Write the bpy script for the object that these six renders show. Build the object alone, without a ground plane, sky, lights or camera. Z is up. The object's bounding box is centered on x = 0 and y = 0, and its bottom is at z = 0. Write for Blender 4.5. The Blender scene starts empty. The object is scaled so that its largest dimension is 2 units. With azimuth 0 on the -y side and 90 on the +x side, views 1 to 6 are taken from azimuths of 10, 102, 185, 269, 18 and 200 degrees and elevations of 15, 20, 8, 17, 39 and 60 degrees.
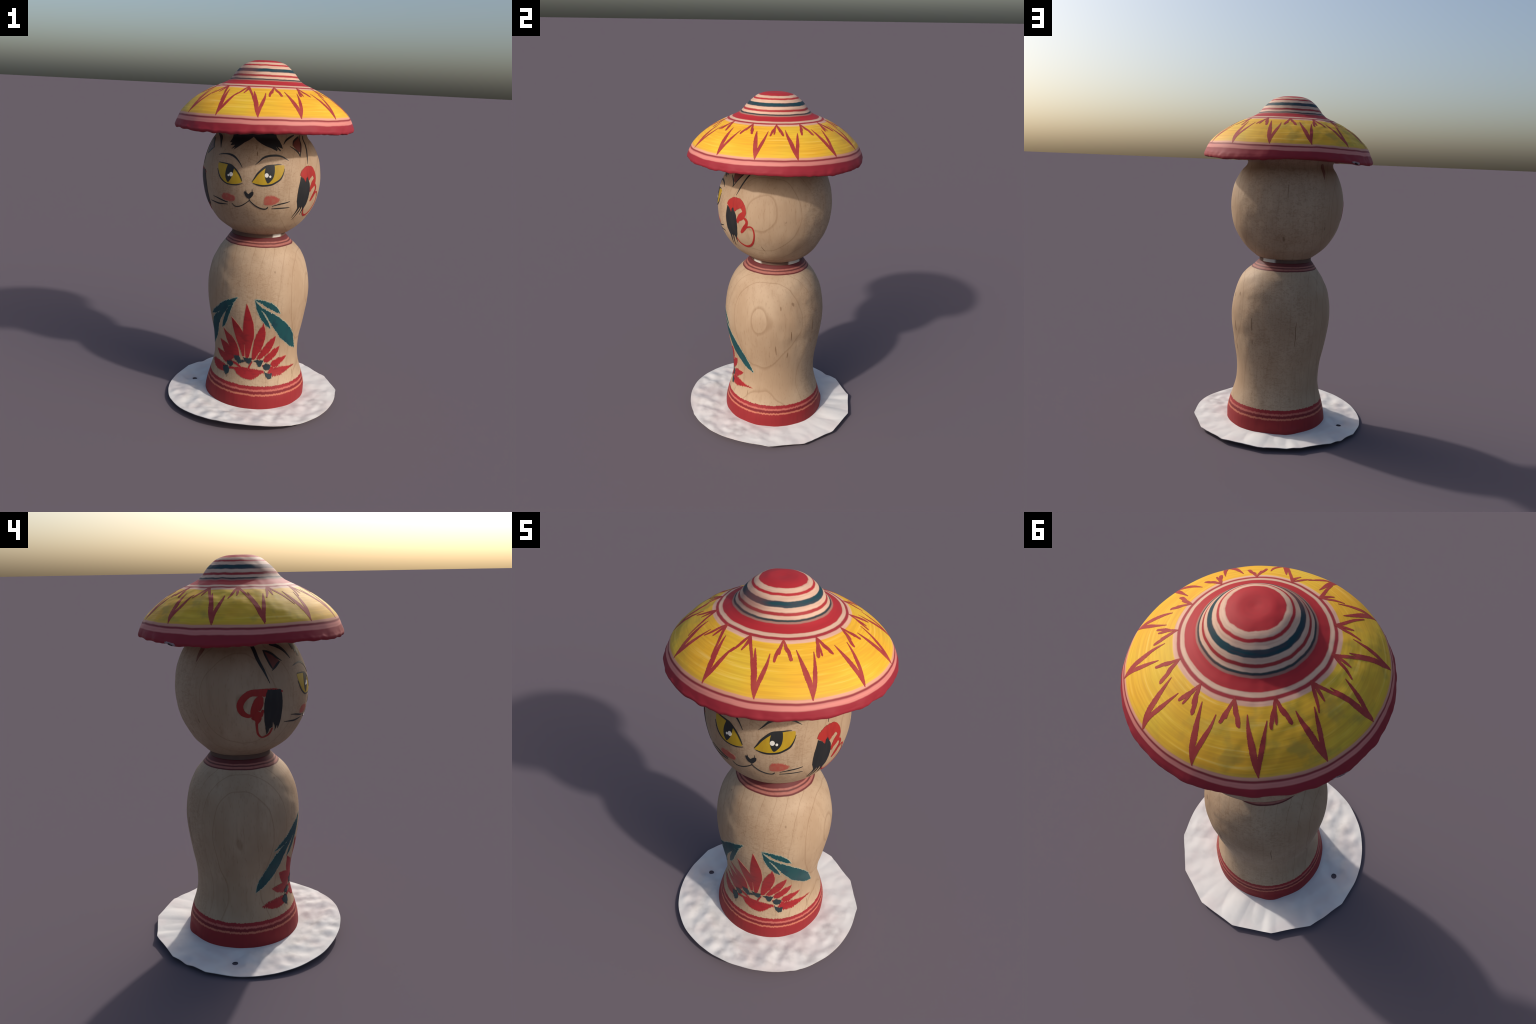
"""A turned wooden kokeshi doll painted as a cat, under a painted sun-hat, standing on a
crinkled white paper disc.  Every motif is a thin layer of paint that follows the turned surface.
Angles ("az") are degrees around the doll: 0 = front (-y), 90 = its +x side.  Motif heights and
stroke widths are in millimetres."""
import bpy, math
from math import sin, cos, radians, degrees, pi, hypot, atan2
from mathutils import Vector, noise
from mathutils.geometry import delaunay_2d_cdt

# ------------------------------------------------------------------ small maths helpers
def hermite(xs, ys, x):
    """Smooth curve through control points (one-sided slopes at the ends)."""
    n = len(xs)
    if x <= xs[0]:
        return ys[0]
    if x >= xs[-1]:
        return ys[-1]
    i = 0
    while xs[i + 1] < x:
        i += 1
    def slope(k):
        if k == 0:
            return (ys[1] - ys[0]) / (xs[1] - xs[0])
        if k == n - 1:
            return (ys[-1] - ys[-2]) / (xs[-1] - xs[-2])
        a, b = xs[k] - xs[k - 1], xs[k + 1] - xs[k]
        return ((ys[k + 1] - ys[k]) / b * a + (ys[k] - ys[k - 1]) / a * b) / (a + b)
    h = xs[i + 1] - xs[i]
    t = (x - xs[i]) / h
    return ((2*t**3 - 3*t*t + 1) * ys[i] + (t**3 - 2*t*t + t) * h * slope(i)
            + (-2*t**3 + 3*t*t) * ys[i + 1] + (t**3 - t*t) * h * slope(i + 1))

def smooth(a, b, x):
    t = min(1.0, max(0.0, (x - a) / (b - a)))
    return t * t * (3 - 2 * t)

def fourier(c, th):
    v = c[0]
    for k in range(1, (len(c) + 1) // 2):
        v += c[2*k - 1] * cos(k * th) + c[2*k] * sin(k * th)
    return v

def az_to_theta(az):
    return radians(az - 90.0)

def near_az(az, centre, half):
    d = (az - centre + 180) % 360 - 180
    return smooth(half, 0, abs(d))

# ------------------------------------------------------------------ turned profiles
# height, radius, axis drift in x and in y
TORSO = [(.012, .305, .010, .0250), (.045, .3045, .0115, .0245), (.08, .301, .0142, .025),
         (.14, .2866, .0150, .0252), (.20, .268, .0138, .0246), (.26, .2555, .0118, .0242),
         (.32, .2542, .0097, .0222), (.40, .2598, .0082, .0217), (.48, .2756, .0070, .0205),
         (.56, .2892, .0059, .0194), (.64, .2993, .0054, .0192), (.72, .3008, .0052, .0195),
         (.80, .2903, .0040, .0188), (.86, .2740, .0036, .0194), (.90, .2560, .0050, .0192),
         (.93, .2390, .0035, .0195), (.96, .2140, .0, .0205), (.985, .1900, -.006, .0225),
         (1.005, .173, -.009, .024), (1.022, .158, -.011, .026)]
NECK = [(.985, .156, -.012, .027), (1.01, .157, -.012, .027), (1.03, .155, -.011, .026), (1.06, .158, -.010, .023)]
HEAD = [(1.033, .120, -.010, .024), (1.042, .155, -.005, .026), (1.06, .1850, -.005, .0215), (1.10, .2350, -.0065, .0135),
        (1.15, .2754, -.0058, .0113), (1.20, .3048, -.0048, .0111), (1.30, .3335, -.0060, .0111),
        (1.40, .3370, -.0092, .0122), (1.50, .3130, -.0103, .0143), (1.56, .2824, -.0138, .0145),
        (1.595, .2580, -.018, .0153), (1.615, .258, -.020, .0150), (1.635, .285, -.020, .0145)]
# hat outline from the tip over the brim and back underneath: radius, height, drift x, drift y
HAT = [(.0, 1.9965, -.012, .006), (.030, 1.9985, -.012, .006), (.060, 1.998, -.012, .006), (.085, 1.992, -.0115, .0065),
       (.107, 1.984, -.0115, .0075), (.1388, 1.960, -.0130, .0066), (.168, 1.931, -.012, .005),
       (.189, 1.904, -.011, .0045), (.210, 1.886, -.009, .0045), (.239, 1.8715, -.007, .0045),
       (.283, 1.852, -.006, .005), (.324, 1.832, -.006, .006), (.389, 1.792, -.005, .0045),
       (.438, 1.752, -.004, .003), (.474, 1.711, -.005, .003), (.4935, 1.670, -.006, .004),
       (.5015, 1.650, -.007, .005), (.5050, 1.637, -.008, .005), (.502, 1.628, -.008, .006),
       (.490, 1.6255, -.009, .006), (.450, 1.6275, -.01, .007), (.35, 1.628, -.01, .007),
       (.25, 1.629, -.01, .007), (.12, 1.629, -.01, .007), (.0, 1.629, -.01, .007)]
BRIM_WAVE_R = [0, .0012, .0026, 0, .0015, .001, .0015, -.0011, .0008]
BRIM_WAVE_Z = [.001, .0061, -.0022, -.0014, -.0033, .0020, -.0032, .0010, .0047]
# paper disc: radius and height of its edge
DISC_R = [.5190, .0002, .0004, .0024, .0, -.0008, -.0005, -.0001, .0001, .0011, .0006]
DISC_Z = [.0301, .0083, -.0096, -.0089, -.0004, .0041, .0024, .0017, -.0008, .0027, -.0018]

HAT_S = [0.0]
for _a, _b in zip(HAT, HAT[1:]):
    HAT_S.append(HAT_S[-1] + hypot(_b[0] - _a[0], _b[1] - _a[1]))
HAT_BRIM = HAT_S[18]

def turned(table, z):
    zs = [r[0] for r in table]
    return [hermite(zs, [r[k] for r in table], z) for k in (1, 2, 3)]

_cache = {}
def turned_cached(name, table, z):
    key = (name, round(z, 6))
    if key not in _cache:
        _cache[key] = turned(table, z)
    return _cache[key]

def lumps(x, y, z, size, seed):
    return noise.noise(Vector((x / size + seed, y / size + 1.7 * seed, z / size - seed)))

def torso_relief(az, z, x, y):
    """Gentle unevenness of the worn wood; knobbly on the back right shoulder and left shoulder."""
    d = .0016 * lumps(x, y, z, .16, 3.1)
    knob = max(near_az(az, 140, 55) * smooth(.35, .6, z), .9 * near_az(az, -38, 40) * smooth(.62, .75, z)) * smooth(1.0, .9, z)
    d += knob * (.0045 * lumps(x, y, z, .075, 7.7) + .0010 * lumps(x, y, z, .035, 1.2))
    low = smooth(.16, .03, z)
    d += low * (.0035 * lumps(x, y, 0, .07, 5.5) * smooth(60, 130, abs((az + 180) % 360 - 180)) + .0012 * lumps(x, y, z, .05, 2.2))
    d += .012 * near_az(az, -162, 14) * smooth(.075, .045, z)
    # thumb-sized dent beside the flower's long petal
    d -= .0025 * near_az(az, -8, 9) * smooth(.05, 0, abs(z - .452))
    return d

def head_relief(az, z, x, y):
    d = .0018 * lumps(x, y, z, .15, 11.3)
    d += near_az(az, 150, 60) * (.0028 * lumps(x, y, z, .06, 4.4)) * smooth(1.06, 1.15, z)
    d += smooth(1.14, 1.07, z) * .003 * lumps(x, y, z, .06, 8.1)
    d -= .006 * near_az(az, 208, 48) * smooth(1.08, 1.18, z) * smooth(1.56, 1.46, z)
    d += .008 * near_az(az, 165, 42) * smooth(1.035, 1.07, z) * smooth(1.18, 1.10, z)
    return d

def round_surface(name, az, z, off=0.0):
    table, relief = {"torso": (TORSO, torso_relief), "head": (HEAD, head_relief), "neck": (NECK, None)}[name]
    th = az_to_theta(az)
    r, cx, cy = turned_cached(name, table, z)
    r2, _, _ = turned_cached(name, table, z + .004)
    r1, _, _ = turned_cached(name, table, z - .004)
    R = r + cx * cos(th) + cy * sin(th)
    if relief:
        R += relief(az, z, R * cos(th), R * sin(th))
    slope = (r2 - r1) / .008
    n = 1 / math.sqrt(1 + slope * slope)
    R += off * n
    return Vector((R * cos(th), R * sin(th), z - off * slope * n))

def hat_relief(az, s, x, y, z):
    out = smooth(.03, .12, s)
    d = .0016 * lumps(x, y, z, .12, 6.2)
    shade_side = near_az(az, 240, 110)
    d += out * shade_side * (.0030 * lumps(x, y, z, .06, 9.4) + .0016 * lumps(x, y, z, .03, 3.3)) * smooth(HAT_BRIM, HAT_BRIM - .05, s)
    brim = smooth(HAT_BRIM - .06, HAT_BRIM - .01, s) * smooth(HAT_BRIM + .08, HAT_BRIM + .02, s)
    d += brim * (.0050 * lumps(x, y, 0, .06, 2.9) + .0014 * lumps(x, y, z, .022, 5.1))
    return d

def hat_point(az, s, off=0.0):
    th = az_to_theta(az)
    key = ("hat", round(s, 6))
    if key not in _cache:
        _cache[key] = [hermite(HAT_S, [h[k] for h in HAT], s) for k in range(4)] + \
                      [hermite(HAT_S, [h[k] for h in HAT], s + .003) - hermite(HAT_S, [h[k] for h in HAT], s - .003) for k in (0, 1)]
    r, z, cx, cy, dr, dz = _cache[key]
    m = hypot(dr, dz) or 1
    nr, nz = -dz / m, dr / m
    w = smooth(.36, .47, r)
    R = r + (fourier(BRIM_WAVE_R, th) * w)
    d = hat_relief(az, s, R * cos(th), R * sin(th), z) + off
    rimz = fourier(BRIM_WAVE_Z, th) * smooth(1.74, 1.65, z) * smooth(.2, .45, r)
    ragged = .004 * lumps(R * cos(th), R * sin(th), 0, .035, 8.8) * smooth(1.665, 1.64, z) * smooth(.42, .48, r)
    R += d * nr
    return Vector((R * cos(th) + cx, R * sin(th) + cy, z + d * nz + rimz + ragged))

def hat_s_of_q(q):
    """Arc position where radius + drop below the tip equals q."""
    lo, hi = 0.0, HAT_BRIM
    for _ in range(30):
        m = (lo + hi) / 2
        v = hermite(HAT_S, [h[0] for h in HAT], m) + 2 - hermite(HAT_S, [h[1] for h in HAT], m)
        lo, hi = (m, hi) if v < q else (lo, m)
    return lo

# ------------------------------------------------------------------ object helpers
def new_mesh_object(name, verts, faces, mat, parent, smooth_shade=True, sharp=()):
    me = bpy.data.meshes.new(name)
    me.from_pydata([tuple(v) for v in verts], [], faces)
    me.update()
    me.polygons.foreach_set("use_smooth", [smooth_shade] * len(me.polygons))
    if sharp:
        for e in me.edges:
            if tuple(sorted(e.vertices)) in sharp:
                e.use_edge_sharp = True
    ob = bpy.data.objects.new(name, me)
    bpy.context.scene.collection.objects.link(ob)
    if mat:
        me.materials.append(mat)
    ob.parent = parent
    return ob

def revolve(rows):
    """rows: list of rings (lists of points, same length); returns verts, faces."""
    n = len(rows[0])
    verts = [p for ring in rows for p in ring]
    faces = [(i*n + j, i*n + (j+1) % n, (i+1)*n + (j+1) % n, (i+1)*n + j)
             for i in range(len(rows) - 1) for j in range(n)]
    return verts, faces

# ------------------------------------------------------------------ materials
def srgb(r, g, b):
    f = lambda c: (c / 255 / 12.92) if c / 255 <= .04045 else ((c / 255 + .055) / 1.055) ** 2.4
    return (f(r), f(g), f(b), 1.0)

class Nodes:
    def __init__(self, name, rough=.6, spec=.3):
        self.mat = bpy.data.materials.new(name)
        self.mat.use_nodes = True
        self.t = self.mat.node_tree
        self.bsdf = self.t.nodes["Principled BSDF"]
        self.bsdf.inputs["Roughness"].default_value = rough
        self.bsdf.inputs["Specular IOR Level"].default_value = spec
        self.obj = self.t.nodes.new("ShaderNodeTexCoord").outputs["Object"]
        sep = self.t.nodes.new("ShaderNodeSeparateXYZ")
        self.link(self.obj, sep.inputs[0])
        self.x, self.y, self.z = sep.outputs
    def link(self, a, b):
        self.t.links.new(a, b)
    def put(self, v, sock):
        if hasattr(v, "links"):
            self.link(v, sock)
        else:
            sock.default_value = v
    def math(self, op, a, b=0.0, c=0.0, clamp=False):
        n = self.t.nodes.new("ShaderNodeMath")
        n.operation, n.use_clamp = op, clamp
        for v, s in zip((a, b, c), n.inputs):
            self.put(v, s)
        return n.outputs[0]
    def vec(self, x, y, z):
        n = self.t.nodes.new("ShaderNodeCombineXYZ")
        for v, s in zip((x, y, z), n.inputs):
            self.put(v, s)
        return n.outputs[0]
    def scaled(self, sx, sy, sz):
        n = self.t.nodes.new("ShaderNodeMapping")
        n.inputs["Scale"].default_value = (sx, sy, sz)
        self.link(self.obj, n.inputs["Vector"])
        return n.outputs[0]
    def noise(self, vec, scale=1.0, detail=3.0, rough=.5, dist=0.0):
        n = self.t.nodes.new("ShaderNodeTexNoise")
        self.link(vec, n.inputs["Vector"])
        n.inputs["Scale"].default_value = scale
        n.inputs["Detail"].default_value = detail
        n.inputs["Roughness"].default_value = rough
        n.inputs["Distortion"].default_value = dist
        return n.outputs["Fac"]
    def span(self, v, a, b, lo=0.0, hi=1.0):
        n = self.t.nodes.new("ShaderNodeMapRange")
        n.interpolation_type = "SMOOTHSTEP"
        self.put(v, n.inputs[0])
        for k, q in zip((1, 2, 3, 4), (a, b, lo, hi)):
            n.inputs[k].default_value = q
        return n.outputs[0]
    def mix(self, f, a, b, mode="MIX"):
        n = self.t.nodes.new("ShaderNodeMix")
        n.data_type, n.blend_type = "RGBA", mode
        self.put(f, n.inputs[0])
        self.put(a, n.inputs[6])
        self.put(b, n.inputs[7])
        return n.outputs[2]
    def bands(self, value, lo, hi, stops, soft):
        """stops: list of (upper limit, colour); value runs through them with slightly soft borders."""
        n = self.t.nodes.new("ShaderNodeValToRGB")
        k = self.math("DIVIDE", self.math("SUBTRACT", value, lo), hi - lo, clamp=True)
        self.link(k, n.inputs[0])
        pts = []
        for i, (lim, col) in enumerate(stops[:-1]):
            p = (lim - lo) / (hi - lo)
            e = soft / (hi - lo)
            pts += [(p - e, col), (p + e, stops[i + 1][1])]
        el = n.color_ramp.elements
        el[0].position, el[0].color = pts[0]
        el[1].position, el[1].color = pts[-1]
        for p, c in pts[1:-1]:
            e = el.new(p)
            e.color = c
        return n.outputs[0]
    def bump(self, height, strength, dist=.002):
        n = self.t.nodes.new("ShaderNodeBump")
        n.inputs["Strength"].default_value = strength
        n.inputs["Distance"].default_value = dist
        self.link(height, n.inputs["Height"])
        self.link(n.outputs[0], self.bsdf.inputs["Normal"])
    def colour(self, c):
        self.put(c, self.bsdf.inputs["Base Color"])
        return self.mat

WOOD = srgb(157, 131, 105)
WOOD_DARK = srgb(122, 92, 66)
WOOD_PALE = srgb(173, 149, 123)
RED = srgb(130, 33, 37)
CREAM = srgb(196, 162, 140)
YELLOW = srgb(214, 164, 46)

def wood_colour(m):
    """Flat-sawn blank: growth sheets stand across x, so they show as ovals on the two sides
    and as close upright lines with ray fleck on the front and the back."""
    warp = m.noise(m.scaled(2.2, 2.2, .9), 1.0, 3)
    tilt = m.math("MULTIPLY", m.z, .045)
    bow = m.math("MULTIPLY", m.math("MULTIPLY", m.y, m.y), .35)
    sheet = m.math("ADD", m.math("ADD", m.x, bow), m.math("ADD", tilt, m.math("MULTIPLY", warp, .11)))
    quarter = m.span(m.math("ABSOLUTE", m.y), .17, .28)
    ring = m.math("FRACT", m.math("MULTIPLY", sheet, 18.0))
    line = m.math("MULTIPLY", m.span(ring, .89, .965), m.span(ring, 1.0, .97))
    line = m.math("MULTIPLY", line, m.math("SUBTRACT", 1.0, m.math("MULTIPLY", quarter, .6)))
    grain = m.noise(m.scaled(46, 46, 3.0), 1.0, 4, .6)
    pores = m.noise(m.scaled(150, 150, 26), 1.0, 2)
    blotch = m.noise(m.scaled(5, 5, 3.2), 1.0, 3)
    fleck_noise = m.noise(m.scaled(34, 24, 62), 1.0, 3, .55, 1.8)
    fleck = m.math("MULTIPLY", m.span(fleck_noise, .47, .64), quarter)
    c = m.mix(m.span(blotch, .3, .72), WOOD, WOOD_PALE)
    c = m.mix(m.math("MULTIPLY", m.span(grain, .48, .72), .22), c, WOOD_DARK)
    c = m.mix(m.math("MULTIPLY", m.span(pores, .58, .72), .25), c, WOOD_DARK)
    c = m.mix(m.math("MULTIPLY", line, .38), c, WOOD_DARK)
    c = m.mix(m.math("MULTIPLY", fleck, .30), c, WOOD_DARK)
    knots = m.noise(m.scaled(26, 26, 14), 1.0, 1)
    c = m.mix(m.math("MULTIPLY", m.span(knots, .76, .82), .55), c, srgb(100, 74, 52))
    height = m.math("ADD", m.math("MULTIPLY", grain, .6), m.math("MULTIPLY", fleck, .5))
    return c, height

def torso_material():
    m = Nodes("turned_wood_with_bands", .62, .25)
    c, h = wood_colour(m)
    fringe = m.math("MULTIPLY", m.math("SUBTRACT", m.noise(m.scaled(110, 110, 3.0), 1.0, 3), .5), .014)
    zz = m.math("ADD", m.z, fringe)
    streak = m.noise(m.scaled(60, 60, 4), 1.0, 3)
    salmon, wine = srgb(150, 92, 82), srgb(112, 29, 34)
    low = m.bands(zz, .0, .2, [(.104, RED), (.114, srgb(178, 102, 82)), (.130, wine), (.141, srgb(172, 92, 82)), (.160, srgb(136, 34, 40)), (.3, WOOD)], .0022)
    fine = m.math("ADD", m.z, m.math("MULTIPLY", m.math("SUBTRACT", m.noise(m.scaled(14, 14, 2.0), 1.0, 2), .5), .006))
    high = m.bands(fine, .95, 1.03, [(.9765, WOOD), (.9825, srgb(92, 38, 38)), (.9915, salmon), (.9975, srgb(88, 42, 40)), (1.004, salmon), (1.1, srgb(92, 40, 40))], .0015)
    band = m.mix(m.math("GREATER_THAN", m.z, .5), low, high)
    band = m.mix(m.math("MULTIPLY", m.span(streak, .45, .75), .25), band, srgb(100, 22, 28))
    painted = m.math("MAXIMUM", m.math("LESS_THAN", zz, .160), m.math("GREATER_THAN", fine, .9765))
    m.bump(h, .12)
    return m.colour(m.mix(painted, c, band))

def head_material():
    m = Nodes("turned_wood", .62, .25)
    c, h = wood_colour(m)
    m.bump(h, .12)
    return m.colour(c)

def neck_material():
    m = Nodes("neck_baked_shade", .7, .2)
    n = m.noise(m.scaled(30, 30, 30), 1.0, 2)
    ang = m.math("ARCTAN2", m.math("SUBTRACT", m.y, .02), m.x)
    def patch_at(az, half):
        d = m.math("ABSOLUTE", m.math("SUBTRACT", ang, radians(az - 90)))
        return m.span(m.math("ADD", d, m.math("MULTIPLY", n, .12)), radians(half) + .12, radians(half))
    # two pale patches copied from scan leftovers; the dark tone keeps baked shade
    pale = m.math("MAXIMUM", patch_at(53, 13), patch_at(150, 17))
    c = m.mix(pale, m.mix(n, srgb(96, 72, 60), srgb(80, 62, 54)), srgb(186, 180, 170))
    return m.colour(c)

def hat_material():
    m = Nodes("painted_hat", .62, .22)
    dx, dy = m.math("ADD", m.x, .014), m.math("SUBTRACT", m.y, .006)
    r = m.math("SQRT", m.math("ADD", m.math("MULTIPLY", dx, dx), m.math("MULTIPLY", dy, dy)))
    ux, uy = m.math("DIVIDE", dx, m.math("ADD", r, .02)), m.math("DIVIDE", dy, m.math("ADD", r, .02))
    q0 = m.math("SUBTRACT", m.math("ADD", r, 2.0), m.z)
    wob = m.noise(m.vec(m.math("MULTIPLY", ux, 3.2), m.math("MULTIPLY", uy, 3.2), m.math("MULTIPLY", q0, 5)), 1.0, 3)
    q = m.math("ADD", q0, m.math("MULTIPLY", m.math("SUBTRACT", wob, .5), .014))
    streak = m.noise(m.vec(m.math("MULTIPLY", ux, 1.6), m.math("MULTIPLY", uy, 1.6), m.math("MULTIPLY", q, 62)), 1.0, 3, .55)
    red = srgb(160, 38, 44)
    dark = srgb(42, 52, 54)
    crown = m.bands(q, .05, .45, [(.112, red), (.143, CREAM), (.160, red), (.191, CREAM), (.227, srgb(20, 58, 66)), (.254, CREAM),
                                  (.272, srgb(150, 44, 46)), (.293, CREAM), (.306, dark), (.318, srgb(148, 108, 96)), (.378, red),
                                  (.400, CREAM), (.418, srgb(146, 44, 50)), (.441, srgb(204, 160, 138)), (.6, YELLOW)], .0028)
    warm = m.noise(m.scaled(3.0, 3.0, 3.0), 1.0, 2)
    yellow = m.mix(m.span(warm, .35, .65), srgb(208, 172, 50), srgb(214, 160, 40))
    yellow = m.mix(m.math("MULTIPLY", m.span(streak, .55, .74), .42), yellow, srgb(222, 188, 108))
    blot = m.noise(m.scaled(13, 13, 13), 1.0, 3)
    olive_side = m.span(m.math("SUBTRACT", m.math("MULTIPLY", m.y, .6), m.x), -.25, .45)
    yellow = m.mix(m.math("MULTIPLY", m.math("MULTIPLY", m.span(blot, .50, .68), olive_side), .5), yellow, srgb(150, 136, 62))
    brim = m.bands(q, .70, .90, [(.758, srgb(208, 162, 56)), (.775, srgb(200, 142, 120)), (.788, srgb(130, 46, 52)), (.816, srgb(196, 122, 114)), (1.0, srgb(138, 36, 48))], .0035)
    # the crown's front left is smeared towards grey
    side = m.math("ADD", m.math("MULTIPLY", ux, -.57), m.math("MULTIPLY", uy, -.82))
    smear = m.math("MULTIPLY", m.span(side, .70, .93), m.math("MULTIPLY", m.span(q, .15, .20), m.span(q, .325, .30)))
    crown = m.mix(m.math("MULTIPLY", smear, .5), crown, m.mix(m.span(q, .24, .31), srgb(130, 72, 66), srgb(72, 62, 64)))
    c = m.mix(m.span(q, .434, .446), crown, yellow)
    c = m.mix(m.span(q, .735, .752), c, brim)
    c = m.mix(m.span(m.z, 1.648, 1.640), c, srgb(138, 36, 48))
    c = m.mix(m.math("MULTIPLY", m.span(streak, .35, .60, .16, 0.0), 1.0), c, srgb(120, 40, 40))
    m.bump(streak, .10)
    return m.colour(c)

def disc_material():
    m = Nodes("white_paper", .75, .2)
    a = m.noise(m.scaled(11, 11, 11), 1.0, 3)
    b = m.noise(m.scaled(5, 5, 5), 1.0, 2)
    front = m.span(m.math("SUBTRACT", m.y, m.math("MULTIPLY", m.x, .3)), .25, -.15, .25, 1.0)
    c = m.mix(m.math("MULTIPLY", m.math("MULTIPLY", m.span(a, .42, .66), front), .5), srgb(212, 209, 206), srgb(168, 165, 163))  # grey mottle paints the lumps' soft shading into the front half
    c = m.mix(m.math("MULTIPLY", m.span(b, .42, .62), .35), c, srgb(206, 190, 188))  # faint pink mottle: bounced light put into the colour
    m.bump(m.noise(m.scaled(40, 40, 40), 1.0, 3), .12, .004)
    return m.colour(c)

def paint(name, rgb, rgb2, amount=.4, rough=.5, sx=60, sz=8):
    m = Nodes(name, rough, .3)
    n = m.noise(m.scaled(sx, sx, sz), 1.0, 4, .6)
    return m.colour(m.mix(m.math("MULTIPLY", m.span(n, .42, .7), amount), srgb(*rgb), srgb(*rgb2)))

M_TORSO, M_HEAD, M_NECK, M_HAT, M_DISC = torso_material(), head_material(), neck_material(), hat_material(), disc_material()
P_BLACK = paint("black_ink", (32, 33, 35), (46, 45, 44), .5)
P_YELLOW = paint("eye_yellow", (166, 136, 30), (148, 110, 28), .5, sx=30)
P_WHITE = paint("eye_white", (210, 206, 198), (190, 186, 178), .3)
P_ROSE = paint("cheek_rose", (158, 72, 62), (152, 92, 74), .8, .6, sx=50, sz=40)
P_BLUSH = paint("blush_bleed", (158, 112, 92), (150, 92, 76), .6, .6, sx=50, sz=40)
P_CRACK = paint("grain_crack", (124, 96, 70), (104, 78, 56), .6)
P_TINT = paint("scan_bleed_tint", (122, 82, 66), (110, 68, 56), .6)
P_RED = paint("brush_red", (150, 38, 34), (128, 30, 30), .6)
P_WINE = paint("ear_red", (106, 56, 48), (88, 44, 40), .5)
P_PETAL = paint("petal_red", (144, 32, 37), (116, 25, 32), .6, sx=30, sz=60)
P_TEAL = paint("leaf_teal", (20, 68, 72), (20, 50, 62), .7, sx=30, sz=14)
P_BLUE = paint("stamen_blue_black", (34, 46, 52), (24, 66, 70), .6, sx=40, sz=20)
P_HALO_T = paint("teal_halo", (150, 160, 144), (164, 148, 120), .6)
P_HALO_R = paint("red_halo", (180, 120, 98), (170, 136, 106), .6)
P_STROKE = paint("hat_stroke_red", (146, 46, 44), (162, 68, 56), .6, .68, sx=20, sz=20)
P_HOLE = paint("hole_decal_dark", (20, 16, 16), (30, 24, 24), .5)
P_CHIP = paint("bare_chip", (150, 132, 136), (128, 92, 98), .6)

# ------------------------------------------------------------------ the thing and its turned parts
doll = bpy.data.objects.new("cat_kokeshi_doll", None)
bpy.context.scene.collection.objects.link(doll)
doll["label"] = "wooden cat kokeshi doll with striped yellow hat on white disc"
doll["category"] = "wooden doll"

def turned_part(name, key, table, mat, step, around):
    z0, z1 = table[0][0], table[-1][0]
    n = int(round((z1 - z0) / step))
    rows = [[round_surface(key, 360 * j / around, z0 + (z1 - z0) * i / n) for j in range(around)] for i in range(n + 1)]
    verts, faces = revolve(rows)
    faces.append(tuple(range(around - 1, -1, -1)))
    faces.append(tuple(n * around + j for j in range(around)))
    return new_mesh_object(name, verts, faces, mat, doll)

torso = turned_part("torso", "torso", TORSO, M_TORSO, .005, 360)
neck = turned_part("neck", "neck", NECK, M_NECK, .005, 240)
head = turned_part("head", "head", HEAD, M_HEAD, .005, 360)

AROUND = 400
hat_rows, s = [], .004
while s < HAT_S[-1] - .003:
    hat_rows.append([hat_point(360 * j / AROUND, s) for j in range(AROUND)])
    s += .0025 if HAT_BRIM - .05 < s < HAT_BRIM + .03 else .005
hv, hf = revolve(hat_rows)
hf = [tuple(reversed(f)) for f in hf]
hf.append(tuple(range(AROUND)))
hf.append(tuple((len(hat_rows) - 1) * AROUND + j for j in range(AROUND - 1, -1, -1)))
hat = new_mesh_object("hat", hv, hf, M_HAT, doll)

# ------------------------------------------------------------------ paper disc
PUNCH = (-.3907, .0745, .0155)

def disc_height(x, y):
    r, th = hypot(x, y), atan2(y, x)
    az = degrees(th) + 90
    edge = fourier(DISC_Z, th)
    z = .025 + (edge - .025) * smooth(.27, .50, r)
    z += .006 * math.exp(-((x + .38) ** 2 + (y - .06) ** 2) / (2 * .16 ** 2))
    z -= .021 * math.exp(-((x + .393) ** 2 + (y - .073) ** 2) / (2 * .042 ** 2))
    out = smooth(.27, .36, r)
    crumpled = 1 - near_az(az, 165, 100) ** .6
    z += out * crumpled * (.0085 * lumps(x, y, 0, .060, 4.2) + .0014 * lumps(x, y, 0, .034, 6.9)) * smooth(.53, .47, r)
    creased = near_az(az, 160, 90) * smooth(.29, .40, r)
    fold = abs(noise.noise(Vector((az / 21.0, r * 2.6, 2.5)))) + .3 * abs(noise.noise(Vector((az / 9.0, r * 4, 8.5))))
    z += creased * .020 * (fold - .22)
    z += .006 * near_az(az, 196, 5) * smooth(.36, .5, r)
    z -= .012 * math.exp(-((x + .392) ** 2 + (y - .312) ** 2) / (2 * .022 ** 2))
    return max(z, .0018)

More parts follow.
